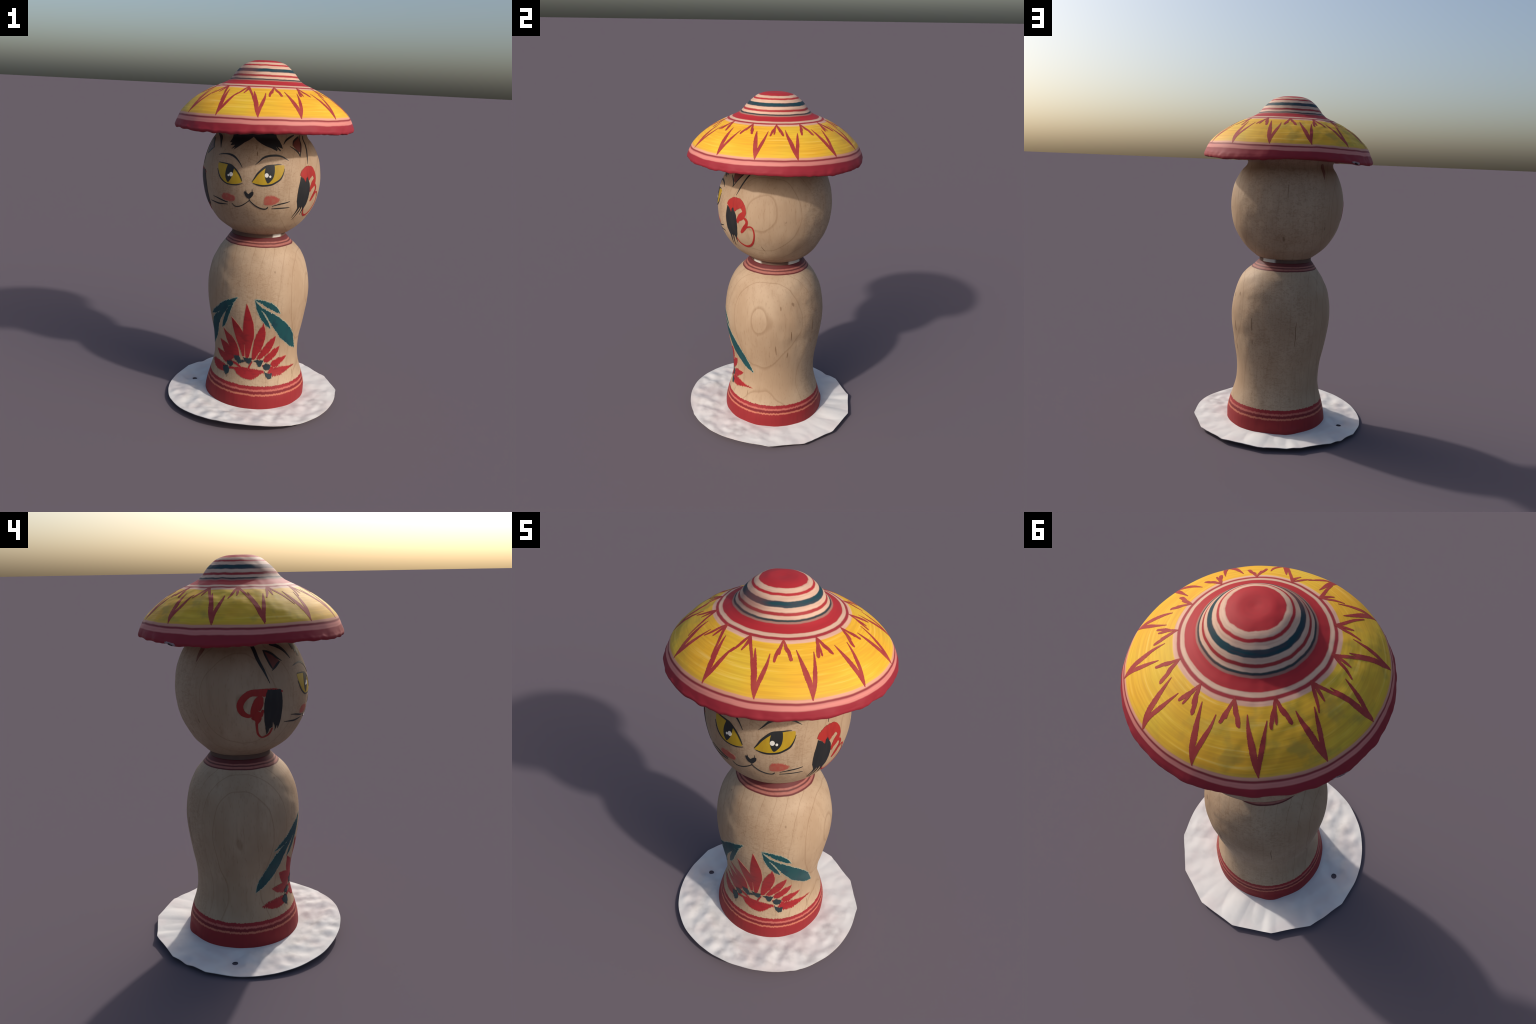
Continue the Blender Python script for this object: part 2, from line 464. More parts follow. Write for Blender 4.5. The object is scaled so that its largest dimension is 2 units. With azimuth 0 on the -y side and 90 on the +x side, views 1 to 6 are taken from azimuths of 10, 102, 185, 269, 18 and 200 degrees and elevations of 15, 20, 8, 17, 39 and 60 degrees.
rings, spokes = 84, 420
dv, df = [], []
for i in range(rings + 1):
    t = (.18 + .82 * i / rings)
    for j in range(spokes):
        th = 2 * pi * j / spokes
        edge_r = fourier(DISC_R, th)
        # slightly polygonal, hand-cut outline with one little corner at the front right
        edge_r += .0035 * noise.noise(Vector((cos(th) * 5, sin(th) * 5, 3.3))) + .004 * max(0, 1 - abs(degrees(th) + 54.3 - 360 * (th > pi)) / 3.0)
        # the back half is cut in short straight snips that leave corners
        az = degrees(th) + 90
        snip = ((az - 197) % 24) - 12
        edge_r *= 1 + smooth(95, 70, abs(((az - 175) + 180) % 360 - 180)) * (1.006 * cos(radians(12)) / cos(radians(snip)) - 1 + .008)
        x, y = t * edge_r * cos(th), t * edge_r * sin(th)
        dv.append(Vector((x, y, disc_height(x, y))))
inside = lambda p: hypot(p.x - PUNCH[0], p.y - PUNCH[1]) < PUNCH[2]
for i in range(rings):
    for j in range(spokes):
        f = (i*spokes + j, i*spokes + (j+1) % spokes, (i+1)*spokes + (j+1) % spokes, (i+1)*spokes + j)
        c = sum((dv[k] for k in f), Vector()) / 4
        if not inside(c):
            df.append(tuple(reversed(f)))
count = {}
for f in df:
    for a, b in zip(f, f[1:] + f[:1]):
        count[tuple(sorted((a, b)))] = count.get(tuple(sorted((a, b))), 0) + 1
punch_edge = {k for e, n in count.items() if n == 1 for k in e if hypot(dv[k].x - PUNCH[0], dv[k].y - PUNCH[1]) < .03}
for k in punch_edge:
    p = dv[k]
    d = Vector((p.x - PUNCH[0], p.y - PUNCH[1], 0)).normalized() * PUNCH[2]
    dv[k] = Vector((PUNCH[0] + d.x, PUNCH[1] + d.y, p.z))
nd = len(dv)
dv2 = dv + [Vector((p.x, p.y, max(0.0, p.z - .0035))) for p in dv]
faces = []
for f in df:
    g = tuple(reversed(f))
    faces += [g, tuple(k + nd for k in f)]
    for a, b in zip(g, g[1:] + g[:1]):
        if count[tuple(sorted((a, b)))] == 1:
            faces.append((b, a, a + nd, b + nd))
sharp = {e for e, n in count.items() if n == 1}
disc = new_mesh_object("paper_disc", dv2, faces, M_DISC, doll, sharp=sharp)

# ------------------------------------------------------------------ paint layers
class Canvas:
    """Maps flat motif coordinates (az, height in mm) on to one of the surfaces."""
    def __init__(self, kind):
        self.kind = kind
        self.k = radians(1) * {"head": .325, "torso": .28, "hat": .38}[kind]
    def flat(self, az, h):
        return (az * self.k, h / 1000.0)
    def lift(self, u, v, off):
        if self.kind == "hat":
            return hat_point(u / self.k, v, off)
        return round_surface(self.kind, u / self.k, v, off)

FACE, BELLY, BRIM = Canvas("head"), Canvas("torso"), Canvas("hat")

def finish_layer(name, canvas, flat_pts, tris, offs, mat, parent):
    verts = [canvas.lift(u, v, o) for (u, v), o in zip(flat_pts, offs)]
    n = len(verts)
    count, faces = {}, list(tris)
    for f in tris:
        for a, b in zip(f, f[1:] + f[:1]):
            count[tuple(sorted((a, b)))] = count.get(tuple(sorted((a, b))), 0) + 1
    rim = {}
    sharp = set()
    for f in tris:
        for a, b in zip(f, f[1:] + f[:1]):
            if count[tuple(sorted((a, b)))] == 1:
                for k in (a, b):
                    if k not in rim:
                        rim[k] = len(verts)
                        verts.append(canvas.lift(*flat_pts[k], -.001))
                faces.append((b, a, rim[a], rim[b]))
                sharp.add(tuple(sorted((a, b))))
    ob = new_mesh_object(name, verts, faces, mat, parent, sharp=sharp)
    return ob

def curve_through(pts, step, closed=False):
    """Catmull-Rom resampling of tuples; the first two entries are the position."""
    out, n = [], len(pts)
    segs = n if closed else n - 1
    g = (lambda k: pts[k % n]) if closed else (lambda k: pts[min(max(k, 0), n - 1)])
    for i in range(segs):
        p0, p1, p2, p3 = g(i - 1), g(i), g(i + 1), g(i + 2)
        m = max(1, int(math.ceil(hypot(p2[0] - p1[0], p2[1] - p1[1]) / step)))
        for j in range(m):
            t = j / m
            out.append(tuple(.5 * (2*b + (c - a)*t + (2*a - 5*b + 4*c - d)*t*t + (3*b - a - 3*c + d)*t**3)
                             for a, b, c, d in zip(p0, p1, p2, p3)))
    if not closed:
        out.append(tuple(pts[-1]))
    return out

def straight(pts, step):
    out, n = [], len(pts)
    for i in range(n):
        a, b = pts[i], pts[(i + 1) % n]
        m = max(1, int(math.ceil(hypot(b[0] - a[0], b[1] - a[1]) / step)))
        out += [tuple(p + (q - p) * j / m for p, q in zip(a, b)) for j in range(m)]
    return out

def grow(poly, d):
    """Push an outline outward by d (used for the faint bleed of blush and the sharpening edge of petals and leaves)."""
    n = len(poly)
    area = sum(poly[i][0] * poly[(i+1) % n][1] - poly[(i+1) % n][0] * poly[i][1] for i in range(n))
    s = 1 if area > 0 else -1
    out = []
    for i in range(n):
        a, b = poly[i - 1], poly[(i + 1) % n]
        tx, ty = b[0] - a[0], b[1] - a[1]
        m = hypot(tx, ty) or 1
        out.append((poly[i][0] + s * ty / m * d, poly[i][1] - s * tx / m * d))
    return out

def patch(name, canvas, outline, mat, parent, off=.0010, rounded=True, fringe=0.0, halo=0.0, seed=0.0):
    """A filled painted shape.  fringe: how far wet paint creeps along the upright grain (m)."""
    pts = [canvas.flat(*p) for p in outline]
    pts = curve_through(pts, .003, True) if rounded else straight(pts, .0016 if fringe else .003)
    if halo:
        pts = grow(pts, halo)
    if fringe:
        pts = [(u + fringe * .15 * noise.noise(Vector((u * 300, v * 300, seed))),
                v + fringe * (noise.noise(Vector((u * 220, v * 20, seed))) + .9 * noise.noise(Vector((u * 520, v * 30, seed + 4))))) for u, v in pts]
    n = len(pts)
    us, vs = [p[0] for p in pts], [p[1] for p in pts]
    def is_in(u, v):
        c, j = False, n - 1
        for i in range(n):
            if (pts[i][1] > v) != (pts[j][1] > v) and u < (pts[j][0] - pts[i][0]) * (v - pts[i][1]) / (pts[j][1] - pts[i][1]) + pts[i][0]:
                c = not c
            j = i
        return c
    g, fill = .006, []
    u = min(us) + g / 2
    while u < max(us):
        v = min(vs) + g / 2
        while v < max(vs):
            if is_in(u, v):
                fill.append((u, v))
            v += g
        u += g
    allp = [Vector(p) for p in pts + fill]
    ov, _, of, *_ = delaunay_2d_cdt(allp, [(i, (i + 1) % n) for i in range(n)], [], 0, 1e-6)
    tris = []
    for f in of:
        cu = sum(ov[k][0] for k in f) / 3
        cv = sum(ov[k][1] for k in f) / 3
        if is_in(cu, cv):
            a, b, c = f
            w = (ov[b][0]-ov[a][0]) * (ov[c][1]-ov[a][1]) - (ov[c][0]-ov[a][0]) * (ov[b][1]-ov[a][1])
            if canvas.kind == "hat":
                w = -w
            tris.append((a, b, c) if w > 0 else (a, c, b))
    flat = [(p[0], p[1]) for p in ov]
    return finish_layer(name, canvas, flat, tris, [off] * len(flat), mat, parent)

def stroke(name, canvas, line, mat, parent, off=.0014, ragged=0.0, seed=0.0):
    """A brush stroke: (az, height mm, width mm) along its middle; round ends."""
    pts = [canvas.flat(a, h) + (w / 2000.0,) for a, h, w in line]
    mid = curve_through(pts, .003)
    N = 6
    flat, offs, tris = [], [], []
    ends = []
    for i, (u, v, w) in enumerate(mid):
        a, b = mid[max(i - 1, 0)], mid[min(i + 1, len(mid) - 1)]
        tx, ty = b[0] - a[0], b[1] - a[1]
        m = hypot(tx, ty) or 1
        tx, ty = tx / m, ty / m
        w = max(w, .0005)
        w1 = w * (1 + ragged * noise.noise(Vector((u * 260, v * 260, seed))))
        w2 = w * (1 + ragged * noise.noise(Vector((u * 260, v * 260, seed + 9))))
        for k in range(N + 1):
            q = -1 + 2 * k / N
            ww = w1 if q > 0 else w2
            cap = 0.0
            if i == 0:
                cap = -w * .8 * math.sqrt(max(0, 1 - q * q))
            if i == len(mid) - 1:
                cap = w * .8 * math.sqrt(max(0, 1 - q * q))
            flat.append((u - ty * q * ww + tx * cap, v + tx * q * ww + ty * cap))
            offs.append(off + 4e-6 * i)
    for i in range(len(mid) - 1):
        for k in range(N):
            a = i * (N + 1) + k
            f = (a, a + N + 1, a + N + 2, a + 1)
            tris.append(f if canvas.kind != "hat" else tuple(reversed(f)))
    return finish_layer(name, canvas, flat, tris, offs, mat, parent)

def dot(name, canvas, az, h, d, mat, parent, off, tall=1.1):
    ring = [(az + degrees(1) * 0 + d / 2000 / canvas.k * cos(t), h + d / 2 * tall * sin(t)) for t in [2 * pi * k / 16 for k in range(16)]]
    return patch(name, canvas, ring, mat, parent, off)

# ------------------------------------------------------------------ the cat's face
patch("eye", FACE, [(-38.2,1449),(-36.1,1451),(-30.6,1450),(-25.6,1450),(-20.6,1441),(-16.9,1430),(-13.3,1408),(-10.9,1390),(-9.5,1366),(-12.6,1355),(-16.8,1349),(-21.7,1348),(-25.7,1351),(-30.1,1364),(-33.6,1387),(-36.4,1412),(-38.0,1433)], P_YELLOW, head)
patch("eye", FACE, [(.3,1367),(2.5,1385),(5.5,1410),(9.2,1432),(13.4,1449),(17.9,1458),(22.0,1461),(27.2,1461),(30.6,1460),(30.9,1449),(30.5,1428),(28.9,1404),(26.2,1387),(22.8,1370),(18.5,1360),(13.7,1356),(8.0,1357),(3.2,1361)], P_YELLOW, head)
patch("pupil", FACE, [(-25.5,1450),(-20.7,1444),(-18.8,1433),(-19.1,1420),(-19.3,1404),(-20.8,1379),(-23.7,1356),(-25.2,1360),(-26.8,1375),(-27.6,1396),(-27.4,1418),(-26.6,1438)], P_BLACK, head, .0015)
patch("pupil", FACE, [(12.0,1438),(12.9,1453),(15.9,1457),(20.4,1459),(21.2,1443),(21.0,1419),(20.1,1398),(18.3,1381),(15.1,1365),(13.0,1380),(11.9,1399),(11.5,1417)], P_BLACK, head, .0015)
for az, h, d in ((-21.1, 1399, 21), (-23.9, 1393, 11), (13.5, 1407, 21), (16.9, 1401, 11.5)):
    dot("eye_glint", FACE, az, h, d, P_WHITE, head, .0020)
for line in ([(-37.4,1454,3.9),(-32.8,1453,4.9),(-26.8,1451,6.6),(-21.9,1446,7.1),(-16.9,1428,7.1),(-13.3,1408,6.5),(-10.9,1387,4.9),(-9.5,1369,2.2)],
             [(-38.1,1419,2.2),(-35.8,1393,4.4),(-33.4,1374,5.5),(-30.0,1359,6.1),(-25.7,1348,6.0),(-21.1,1345,5.5),(-15.7,1346,4.9),(-11.5,1352,3.3),(-8.8,1358,1.4)],
             [(.2,1370,2.2),(2.4,1389,5.9),(5.0,1413,9.2),(8.7,1435,10.8),(12.4,1451,11.3),(16.4,1458,8.1),(20.4,1461,5.9),(24.6,1464,4.3),(28.0,1464,1.6)],
             [(1.5,1362,2.2),(5.6,1355,6.5),(9.4,1352,8.1),(14.2,1354,8.6),(19.0,1360,8.7),(23.2,1373,8.7),(26.7,1387,8.1),(28.9,1406,6.0),(30.5,1428,3.3),(31.3,1443,1.4)]):
    stroke("eyelid", FACE, line, P_BLACK, head, .0017)
for line in ([(-41.2,1492,1.7),(-37.3,1497,4.4),(-31.2,1501,6.6),(-25.9,1500,9.3),(-21.2,1493,9.8),(-17.1,1480,7.6),(-13.6,1463,4.3),(-10.3,1440,1.4)],
             [(2.2,1458,1.6),(5.7,1476,5.4),(9.5,1495,9.2),(14.2,1505,10.2),(19.5,1509,10.3),(25.0,1509,9.7),(29.9,1503,7.6),(33.2,1494,4.9),(36.2,1485,1.6)]):
    stroke("eyebrow", FACE, line, P_BLACK, head)
patch("nose", FACE, [(-6.9,1315),(-5.4,1313),(-3.9,1306),(-3.0,1302),(-1.7,1308),(-.2,1315),(1.5,1316),(2.0,1310),(1.6,1298),(.4,1288),(-1.1,1279),(-2.4,1277),(-4.4,1282),(-5.9,1292),(-6.8,1304)], P_BLACK, head, .0015)
stroke("nose_flick", FACE, [(-5.1,1310,2.7),(-5.2,1322,1.1)], P_BLACK, head)
stroke("nose_flick", FACE, [(.8,1312,2.7),(.7,1330,1.1)], P_BLACK, head)
stroke("mouth", FACE, [(-2.4,1279,3.8),(-1.9,1269,3.6),(-5.5,1251,4.4),(-10.0,1235,5.0),(-14.6,1226,5.0),(-18.1,1227,4.4),(-19.9,1235,3.3),(-20.6,1241,2.2)], P_BLACK, head)
stroke("mouth", FACE, [(-1.9,1269,3.8),(.7,1254,4.9),(4.8,1237,5.5),(9.5,1226,6.0),(13.1,1223,6.0),(15.4,1226,6.0),(16.4,1234,4.9)], P_BLACK, head, .0016)
for k, p in enumerate(([(-32.4,1272),(-29,1291),(-23.8,1293),(-17.6,1283),(-17.2,1268),(-20.1,1253),(-27.0,1252),(-31.5,1260)],
                       [(12.3,1266),(13.8,1293),(20,1298),(26.0,1287),(27.6,1277),(25,1258),(18,1246),(13.0,1249)])):
    patch("blush_bleed", FACE, p, P_BLUSH, head, .0005, fringe=.007, halo=.003, seed=70 + k)
patch("cheek_blush", FACE, [(-32.4,1272),(-30.7,1287),(-27.5,1291),(-23.8,1291),(-20.3,1286),(-17.6,1281),(-17.2,1270),(-18.2,1258),(-22.1,1253),(-27.0,1254),(-30.5,1258),(-32.3,1267)], P_ROSE, head, .0008, fringe=.004)
patch("cheek_blush", FACE, [(12.5,1266),(12.8,1282),(14.8,1294),(18.3,1296),(22.3,1294),(26.0,1285),(27.2,1277),(26.4,1265),(23.5,1255),(20.0,1249),(16.0,1247),(13.4,1249)], P_ROSE, head, .0008, fringe=.004, seed=3)
for line in ([(-46.0,1263,1.7),(-39.7,1258,5.6),(-33.9,1251,7.3),(-28.6,1245,6.1),(-25.7,1244,2.8)],
             [(-52.9,1232,1.7),(-45.2,1229,6.2),(-39.2,1226,7.9),(-32.1,1229,5.6),(-26.3,1231,2.2)],
             [(20.7,1240,2.2),(25.3,1248,4.4),(29.4,1254,6.0),(34.7,1260,5.5),(39.0,1267,1.7)],
             [(20.5,1226,2.2),(25.9,1228,5.0),(31.3,1230,5.5),(35.8,1231,4.4),(39.9,1233,1.7)]):
    stroke("whisker", FACE, line, P_BLACK, head)

# hair, ears and side locks
patch("fringe_hair", FACE, [(-3.5,1600),(-9.1,1579),(-13.2,1568),(-18.0,1548),(-23.9,1526),(-22.5,1541),(-26.7,1528),(-24.0,1551),(-29.7,1546),(-28.6,1562),(-32.0,1561),(-31.5,1582),(-31.6,1600),(-30,1625),(-3,1625)], P_BLACK, head, rounded=False)
patch("fringe_hair", FACE, [(-4.2,1599),(.3,1582),(6.9,1565),(12.3,1554),(18.1,1545),(23.1,1534),(23.9,1531),(25.0,1540),(22.4,1558),(27.7,1531),(28.5,1536),(25.3,1554),(31.2,1544),(30.6,1562),(29.2,1581),(26.3,1599),(24.1,1625),(-3,1626)], P_BLACK, head, .0012, rounded=False)
stroke("fringe_hair", FACE, [(33.4,1566,2.2),(38.0,1584,8.2),(44.8,1600,11.0),(51.9,1612,8.3)], P_BLACK, head)
stroke("fringe_hair", FACE, [(-62.5,1596,6.5),(-54.8,1588,16.4),(-49.6,1575,16.5),(-45.9,1557,11.9),(-41.9,1528,2.0)], P_BLACK, head)
patch("inner_ear", FACE, [(45.3,1562),(54.0,1589),(63.0,1599),(60.5,1571),(58.0,1550),(54.0,1525),(50.5,1530),(47.0,1549)], P_WINE, head, .0008, rounded=False)
patch("inner_ear", FACE, [(-69.7,1567),(-64.8,1562),(-59.4,1539),(-56.5,1522),(-60.5,1505),(-64.6,1493),(-67.4,1523)], P_WINE, head, .0008, rounded=False)
for line in ([(41.1,1556,2.2),(46.0,1543,6.6),(49.4,1530,8.3),(51.0,1519,7.2),(51.6,1502,2.0)],
             [(51.6,1502,2.2),(54.8,1530,6.1),(58.5,1557,7.2),(61.6,1577,7.8),(64.5,1600,6.7),(65.4,1612,2.8)],
             [(45.6,1562,2.2),(49.5,1579,6.6),(55.5,1592,9.4),(61.6,1603,8.4)],
             [(-70.8,1572,6.5),(-69.7,1552,9.6),(-68.0,1527,9.0),(-66.2,1504,7.4),(-64.9,1490,2.6)],
             [(-71.2,1572,3.2),(-66.8,1566,9.7),(-62.3,1554,10.5),(-58.6,1538,9.1),(-54.0,1522,2.0)],
             [(-65.6,1483,1.9),(-62.3,1497,8.6),(-59.1,1511,10.1),(-56.7,1519,6.5)]):
    stroke("ear_outline", FACE, line, P_BLACK, head)
stroke("hair_strand", FACE, [(60.2,1464,1.3),(62.3,1490,5.7),(64.7,1522,8.2),(67.6,1553,8.8),(70.5,1578,8.8),(74,1605,8)], P_BLACK, head)
stroke("hair_strand", FACE, [(-81.8,1606,19),(-81.2,1595,19.3),(-79.4,1572,18.7),(-77.9,1545,17.4),(-75.5,1514,14.1),(-73.1,1486,10.9),(-71.0,1457,5.8),(-68.9,1428,1.6)], P_BLACK, head)
patch("side_lock", FACE, [(49.5,1399),(48.3,1369),(47.1,1337),(46.8,1303),(47.3,1265),(49.3,1239),(50.3,1226),(49.7,1206),(47.7,1166),(51.2,1205),(53.6,1234),(54.5,1221),(50.1,1154),(55.1,1207),(56.6,1235),(58.1,1219),(58.2,1181),(59.8,1217),(62.1,1243),(63.2,1280),(63.4,1321),(62.4,1357),(60.3,1378),(58.3,1398),(56.8,1387),(55.8,1369),(53.3,1386)], P_BLACK, head, .0018, rounded=False)
patch("side_lock", FACE, [(-71.2,1400),(-64.8,1397),(-59.6,1397),(-58.7,1376),(-57.7,1342),(-57.4,1308),(-57.5,1284),(-57.5,1256),(-58.1,1224),(-58.9,1202),(-60.4,1226),(-61.4,1193),(-62.2,1216),(-65.3,1244),(-64.7,1214),(-67.6,1209),(-68.4,1183),(-69.3,1179),(-71.4,1211),(-73.1,1249),(-74.0,1302),(-73.9,1336),(-73.1,1362),(-72.2,1384)], P_BLACK, head, .0018, rounded=False, fringe=.004)
for k, line in enumerate(([(51.3,1406,22.5),(54.5,1423,32.0),(59.4,1431,38.2),(65.0,1431,41.1),(69.7,1413,34.7),(72.1,1390,25.2),(71.9,1374,28.4),(68.9,1354,38.2),(65.3,1332,22.3),(64.7,1315,9.6)],
             [(71.3,1352,12.7),(74.9,1337,15.8),(75.1,1317,17.4),(72.5,1292,23),(70.1,1274,20),(68.3,1261,14)],
             [(72.4,1287,12.7),(75.9,1299,8.9),(79.1,1303,8.9),(81.5,1295,8.9),(82.7,1272,8.2),(82.6,1243,8.9),(80.4,1206,11.6),(76.5,1182,12.9),(71.1,1171,13.0),(65.2,1179,9.8),(61.6,1196,7.2),(59.7,1221,3.9)],
             [(60.5,1423,25.4),(61.3,1392,12.7),(61.1,1380,4.5)],
             [(-58.3,1386,9.8),(-64.9,1392,22.7),(-71.0,1387,35.6),(-77.8,1388,34.0),(-84.4,1388,30.1),(-89.0,1372,30.1),(-92.4,1345,30.2),(-93.0,1318,28.7),(-91.0,1294,26.2),(-87.3,1281,18.5),(-85.1,1280,15.3)],
             [(-77.6,1362,30),(-79.3,1345,37.0),(-81.2,1319,36),(-82.3,1295,32),(-80.6,1281,50),(-79.0,1262,38),(-79.2,1245,18)],
             [(-75.9,1363,12.9),(-75.9,1333,13.0),(-77.8,1307,13.0)],
             [(-74.9,1302,13.0),(-76.5,1279,19.6)],
             [(-79.8,1245,13.1),(-79.2,1215,11.2),(-77.7,1184,10.7),(-73.7,1164,6.7),(-69.5,1168,9.4),(-66.4,1181,10.1),(-64.7,1207,8.0)])):
    stroke("hair_ribbon", FACE, line, P_RED, head, .0010 + .00006 * k, ragged=.10, seed=k)
patch("hair_ribbon", FACE, [(48.6,1408),(50.8,1431),(55.5,1447),(59.5,1453),(66,1452),(70,1439),(70.8,1416),(68,1402),(64,1390),(61.3,1378),(60.3,1379),(58.3,1399),(56.8,1388),(55.8,1370),(53.3,1388),(50,1402)], P_RED, head, .0022, rounded=False, fringe=.004)
stroke("hair_ribbon", FACE, [(-133, 1524, 4), (-132.5, 1545, 14), (-131, 1570, 26), (-130, 1600, 30)], P_TINT, head, .001)  # reddish wedge copied from scan texture bleed, no ribbon there

# ------------------------------------------------------------------ the flower and its leaves
PETALS = [
    [(-.9,672),(2.6,633),(5.4,593),(7.9,552),(9.1,497),(9.1,460),(7.4,422),(5.6,381),(3.7,338),(1.4,321),(-1.4,327),(-2.6,369),(-3.2,408),(-5.7,439),(-5.0,489),(-4.8,528),(-3.8,576),(-2.2,630)],
    [(-20.3,576),(-15.4,554),(-9.8,524),(-5.4,492),(-4.1,449),(-3.6,408),(-3.5,369),(-3.2,334),(-6.0,331),(-9.0,364),(-11.9,397),(-15.2,435),(-17.2,477),(-19.2,523)],
    [(-35.3,486),(-29.3,467),(-22.6,451),(-18.2,427),(-14.7,399),(-12.4,369),(-10.7,332),(-11.7,319),(-17.7,325),(-24.1,349),(-28.5,383),(-32.3,418)],
    [(-46.7,401),(-36.8,396),(-29.6,386),(-25.2,364),(-19.8,334),(-17.6,317),(-25.1,289),(-32.4,300),(-38.9,330),(-43.8,366)],
    [(-57.6,321),(-46.5,326),(-36.2,323),(-28.6,308),(-24.1,294),(-20.7,283),(-26.7,260),(-38.8,269),(-48.9,288)],
    [(-73.0,232),(-62.1,249),(-51.0,252),(-38.9,251),(-33.0,238),(-34.1,210),(-41.7,203),(-51.0,202),(-60.5,210)],
    [(20.3,556),(21.8,534),(23.8,490),(23.8,458),(22.3,417),(19.6,381),(15.0,345),(11.9,321),(7.6,316),(7.6,355),(8.5,391),(9.9,440),(12.4,482),(16.4,522)],
    [(37.7,470),(37.7,437),(35.5,398),(32.7,371),(26.2,345),(20.4,326),(15.4,318),(14.4,326),(18.3,357),(22.8,393),(27.8,429),(32.9,452)],
    [(46.6,399),(45.4,372),(41.5,339),(36.3,319),(30.3,302),(25.9,303),(24.0,319),(27.1,341),(32.8,363),(36.9,381)],
    [(60.0,327),(56.3,304),(50.5,287),(44.5,270),(37.9,265),(35.0,289),(37.4,309),(47.7,320)],
    [(77.5,245),(65.4,238),(57.0,229),(47.0,214),(37.4,214),(30.7,235),(33.4,259),(44.4,264),(56.0,259),(67,251)],
    [(-19.9,245),(-12.0,259),(-3.5,262),(2.0,260),(7.4,258),(16.1,255),(24.7,250),(25.6,238),(19.7,229),(15.6,211),(8.3,195),(2.4,196),(-4.7,202),(-11.6,214),(-16.2,231)]]
for k, p in enumerate(PETALS):
    patch("petal_halo", BELLY, p, P_HALO_R, torso, .0006 + .00002 * k, rounded=False, fringe=.004, halo=.0022, seed=k)  # pale rim imitating a sharpening halo round each petal
    patch("petal", BELLY, p, P_PETAL, torso, .0011 + .00004 * k, rounded=False, fringe=.0085 if k > 3 else .003, seed=k)
for k, line in enumerate(([(8.0, 303, 9), (5.5, 280, 10), (3.5, 258, 12)], [(-20.7, 281, 12), (-15, 274, 13), (-9, 262, 10)], [(-27, 240, 12), (-20, 245, 12)], [(24, 280, 12), (32, 270, 16), (38, 262, 12)])):
    stroke("petal", BELLY, line, P_PETAL, torso, .0016 + .00005 * k, ragged=.3, seed=k)
STAMENS = [[(-20.3,322),(-13.7,331),(-9.7,321),(-7.6,287),(-11.4,282),(-17.6,301)], [(-5.0,324),(1.4,321),(7.5,327),(7.3,300),(3.5,289),(-2.1,303)],
           [(10.3,309),(16.2,318),(24.0,315),(22.7,288),(19.4,269),(16.7,283),(14.8,299)], [(23.7,280),(28.7,295),(35.1,281),(34.3,262),(29.0,250),(24.7,261)],
           [(25.6,246),(29.0,235),(36.8,229),(35.5,202),(31.3,200),(28.0,215)], [(-32.9,279),(-21.8,287),(-20.5,267),(-25.6,250),(-31.9,261)],
           [(-40.0,235),(-31.3,247),(-26.6,234),(-27.0,212),(-31.1,194),(-37.6,212)], [(-9, 302), (-5, 306), (-2, 303), (-5, 294), (-8.5, 292)]]
for k, p in enumerate(STAMENS):
    patch("stamen", BELLY, p, P_BLUE, torso, .0020, rounded=False, fringe=.009, seed=20 + k)
LEAVES = [
    [(8.1,701),(13.5,701),(20.4,695),(27.6,682),(32.1,666),(36.2,642),(39.5,616),(34.3,626),(26.7,645),(20.8,664),(15.0,682),(10.8,693)],
    [(8.3,700),(12.4,674),(16.7,656),(24.0,634),(31.6,614),(40.0,585),(48.8,550),(58.5,504),(66.2,460),(72.5,405),(78.4,352),(64.5,381),(53.0,426),(44.5,454),(37.9,498),(31.2,537),(26.6,573),(21.5,616),(17.7,634),(14.1,641),(10.3,670)],
    [(8.7,694),(10.5,651),(13.7,611),(17.8,577),(22.7,546),(29.2,521),(27.0,553),(22.6,589),(18.6,619),(14.8,645),(11.7,670)],
    [(-11.9,703),(-17.6,692),(-25.1,676),(-33.0,655),(-43.5,612),(-52.2,581),(-59.4,548),(-45.8,569),(-34.0,602),(-25.1,633),(-19.1,660),(-15.1,683)],
    [(-20,655),(-31.5,612),(-37.6,595),(-42.3,574),(-49.2,557),(-55.9,528),(-62.1,492),(-68.7,441),(-75.7,393),(-78.9,356),(-80.5,320),(-73.6,336),(-62.4,375),(-55.0,409),(-47.5,461),(-44.3,501),(-38.4,545),(-32.0,585),(-26,620)],
    [(-17.0,668),(-19.8,634),(-22.6,600),(-27.0,552),(-32.2,510),(-37.7,487),(-35.8,521),(-31.7,566),(-28.0,605),(-24.2,636)]]
for k, p in enumerate(LEAVES):
    patch("leaf_halo", BELLY, p, P_HALO_T, torso, .0006 + .00003 * k, rounded=False, fringe=.0065, halo=.0030, seed=40 + k)  # sharpening halo of the leaf, copied as a pale rim
    patch("leaf", BELLY, p, P_TEAL, torso, .0011 + .00006 * k, rounded=False, fringe=.0065, seed=40 + k)

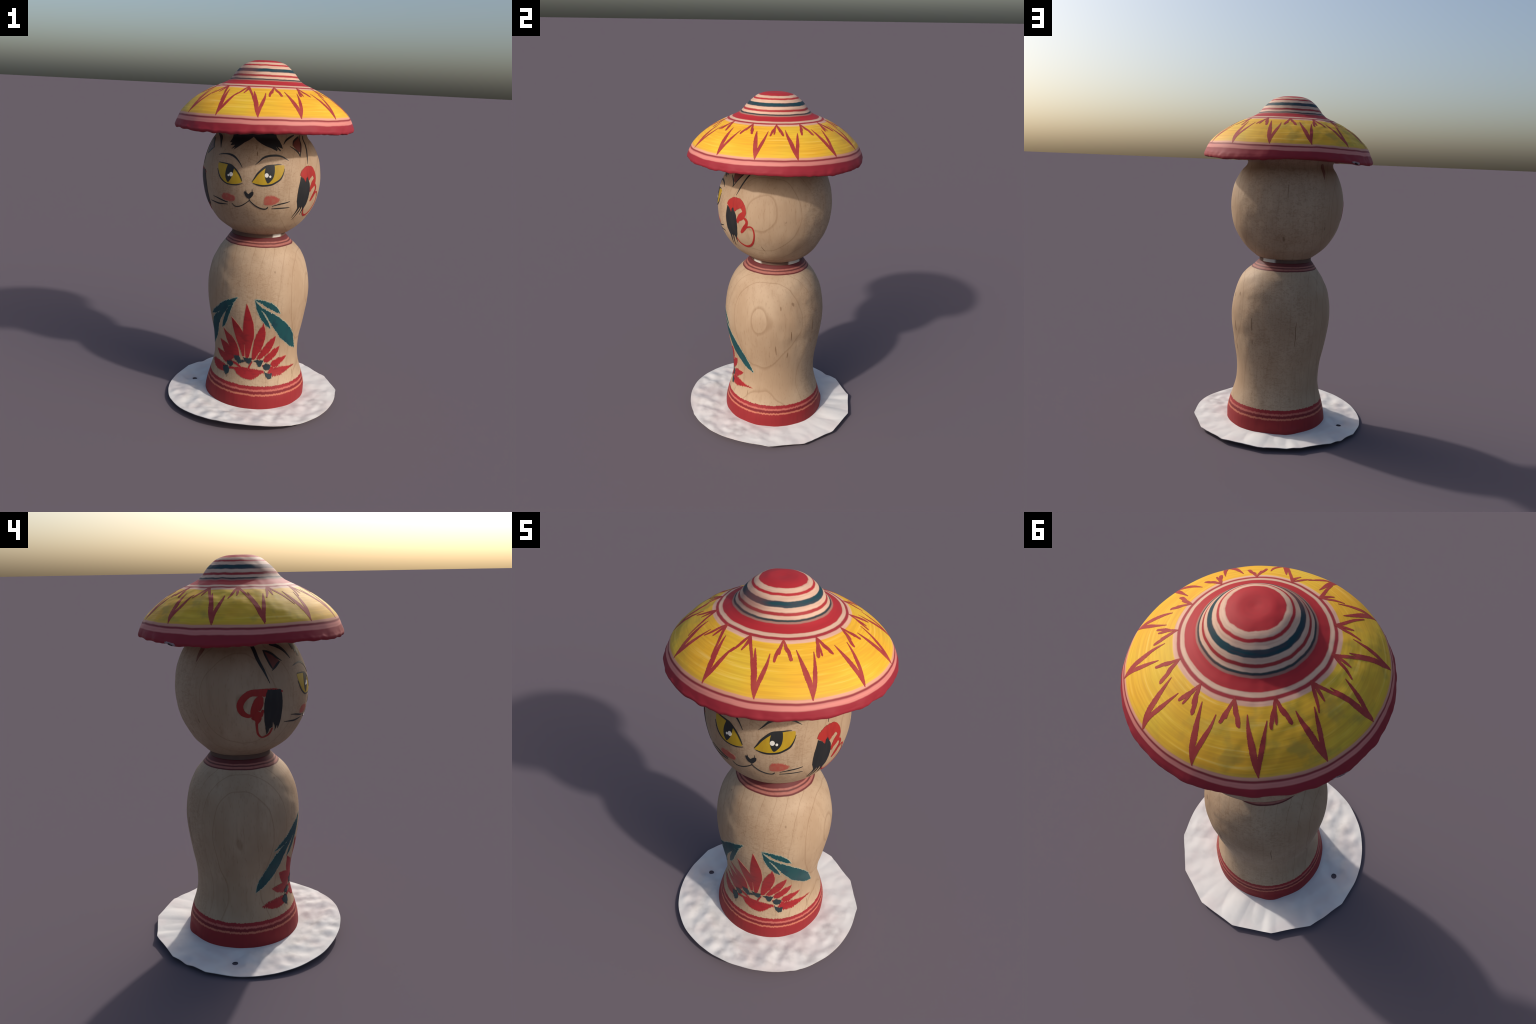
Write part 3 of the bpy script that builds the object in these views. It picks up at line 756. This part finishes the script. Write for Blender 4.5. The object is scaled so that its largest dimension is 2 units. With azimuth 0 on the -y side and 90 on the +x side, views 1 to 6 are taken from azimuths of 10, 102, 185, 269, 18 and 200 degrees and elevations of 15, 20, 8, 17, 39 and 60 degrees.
# short drying cracks and pores along the grain
for line in ([(108,.505,2),(107.3,.54,4.5),(106.8,.565,2)], [(124,.60,2),(124,.635,5),(123.5,.66,2)], [(121,.48,2),(121.5,.50,4),(121.5,.515,2)],
             [(112,.795,2),(112,.81,5),(112,.82,2)], [(152,.63,1.5),(151.5,.67,4),(151.5,.705,1.5)], [(152,.545,1.5),(152,.56,4),(152,.575,1.5)],
             [(200,.55,1.5),(200.5,.60,3.5),(200,.66,3),(201,.70,1.5)], [(70,.195,1),(70.5,.21,2.5),(70.5,.225,1)]):
    stroke("grain_crack", BELLY, [(a, h * 1000, w) for a, h, w in line], P_CRACK, torso, .0006)
for line in ([(93,1.150,1.5),(91,1.165,4),(89,1.185,1.5)], [(3.4,1.505,3),(3.2,1.515,8),(3.0,1.525,3)], [(2,1.535,2),(1.8,1.545,6),(1.5,1.555,2)], [(186,1.42,1.5),(186,1.46,3),(186,1.49,1.5)]):
    stroke("grain_crack", FACE, [(a, h * 1000, w) for a, h, w in line], P_CRACK, head, .0006)

# ------------------------------------------------------------------ sun-ray strokes on the hat
import random
rng = random.Random(7)
RAYS = 13
for i in range(RAYS):
    tip = 5.9 + 360 / RAYS * i + rng.uniform(-.8, .8)
    j = lambda a: rng.uniform(-a, a)
    def ray(name, pts, k):
        line = [(a, 1000 * hat_s_of_q(q), 1.25 * w) for a, q, w in pts]
        stroke(name, BRIM, line, P_STROKE, hat, .0004 + .00005 * k, ragged=.22, seed=i * 5 + k)
    # a V of two long spikes meeting at the lower ring
    lean = j(.8)
    ray("hat_spike", [(tip + j(.2), .765, 3), (tip - .9 + lean, .70, 13), (tip - 2.3 + lean, .62, 17), (tip - 4.2 + lean, .54, 11), (tip - 5.6 + lean + j(.7), .485 + j(.012), 3)], 0)
    ray("hat_spike", [(tip + j(.2), .755, 4), (tip + .9 + lean, .69, 11), (tip + 2.5 + lean, .62, 13), (tip + 4.0 + lean, .56, 9), (tip + 5.2 + lean + j(.7), .505 + j(.015), 3)], 1)
    # a jagged peak hanging from the upper ring, between two V shapes
    top = tip + 180 / RAYS - .6 + j(.6)
    if 222 < tip % 360 < 350:
        # on the shaded side the peaks run out into long thin arcs that reach the next V
        ray("hat_peak", [(top, .412, 5), (top + 2.2, .450, 12), (top + 5.0, .490, 11), (top + 7.8, .540, 9), (top + 10.5, .62, 4)], 2)
        ray("hat_peak", [(top, .412, 5), (top - 2.4, .455, 12), (top - 4.6 + j(.4), .500, 10), (top - 6.8, .545, 5)], 3)
        ray("hat_peak", [(top + .3, .43, 8), (top + .2 + j(.5), .470, 12), (top - .6, .515, 5)], 4)
        continue
    for k, side in ((2, 1), (4, -1)):
        w = 1.0 + j(.2)
        ray("hat_peak", [(top, .410, 4), (top + side * 1.2, .440, 12 * w), (top + side * (2.3 + j(.3)), .470, 14 * w), (top + side * 2.9, .492 + j(.008), 10)], k)
        ray("hat_peak", [(top + side * 2.3, .455, 5), (top + side * 3.7, .486, 13), (top + side * (5.0 + j(.4)), .525 + j(.012), 12 * w), (top + side * 5.4, .535 + j(.012), 8)], k + 1)
    if i % 2:
        ray("hat_peak", [(top - 1.6, .455, 5), (top - 1.9, .49, 9), (top - 2.4, .525, 6)], 6)

# flat dark spots stand in for a hole, with a chipped pale edge, low on the hat's back left
def hole_spot(a, q, d, mat, off, tall):
    s0 = hat_s_of_q(q)
    ring = [(a + d / 2000 / BRIM.k * cos(t), 1000 * s0 + d / 2 * tall * sin(t)) for t in [2 * pi * k / 14 for k in range(14)]]
    patch("hole_decal", BRIM, ring, mat, hat, off, fringe=.004)
hole_spot(231.5, .873, 52, P_CHIP, .0005, .30)
hole_spot(231.8, .876, 24, P_HOLE, .0012, .42)
hole_spot(228.0, .876, 8, P_HOLE, .0012, .6)
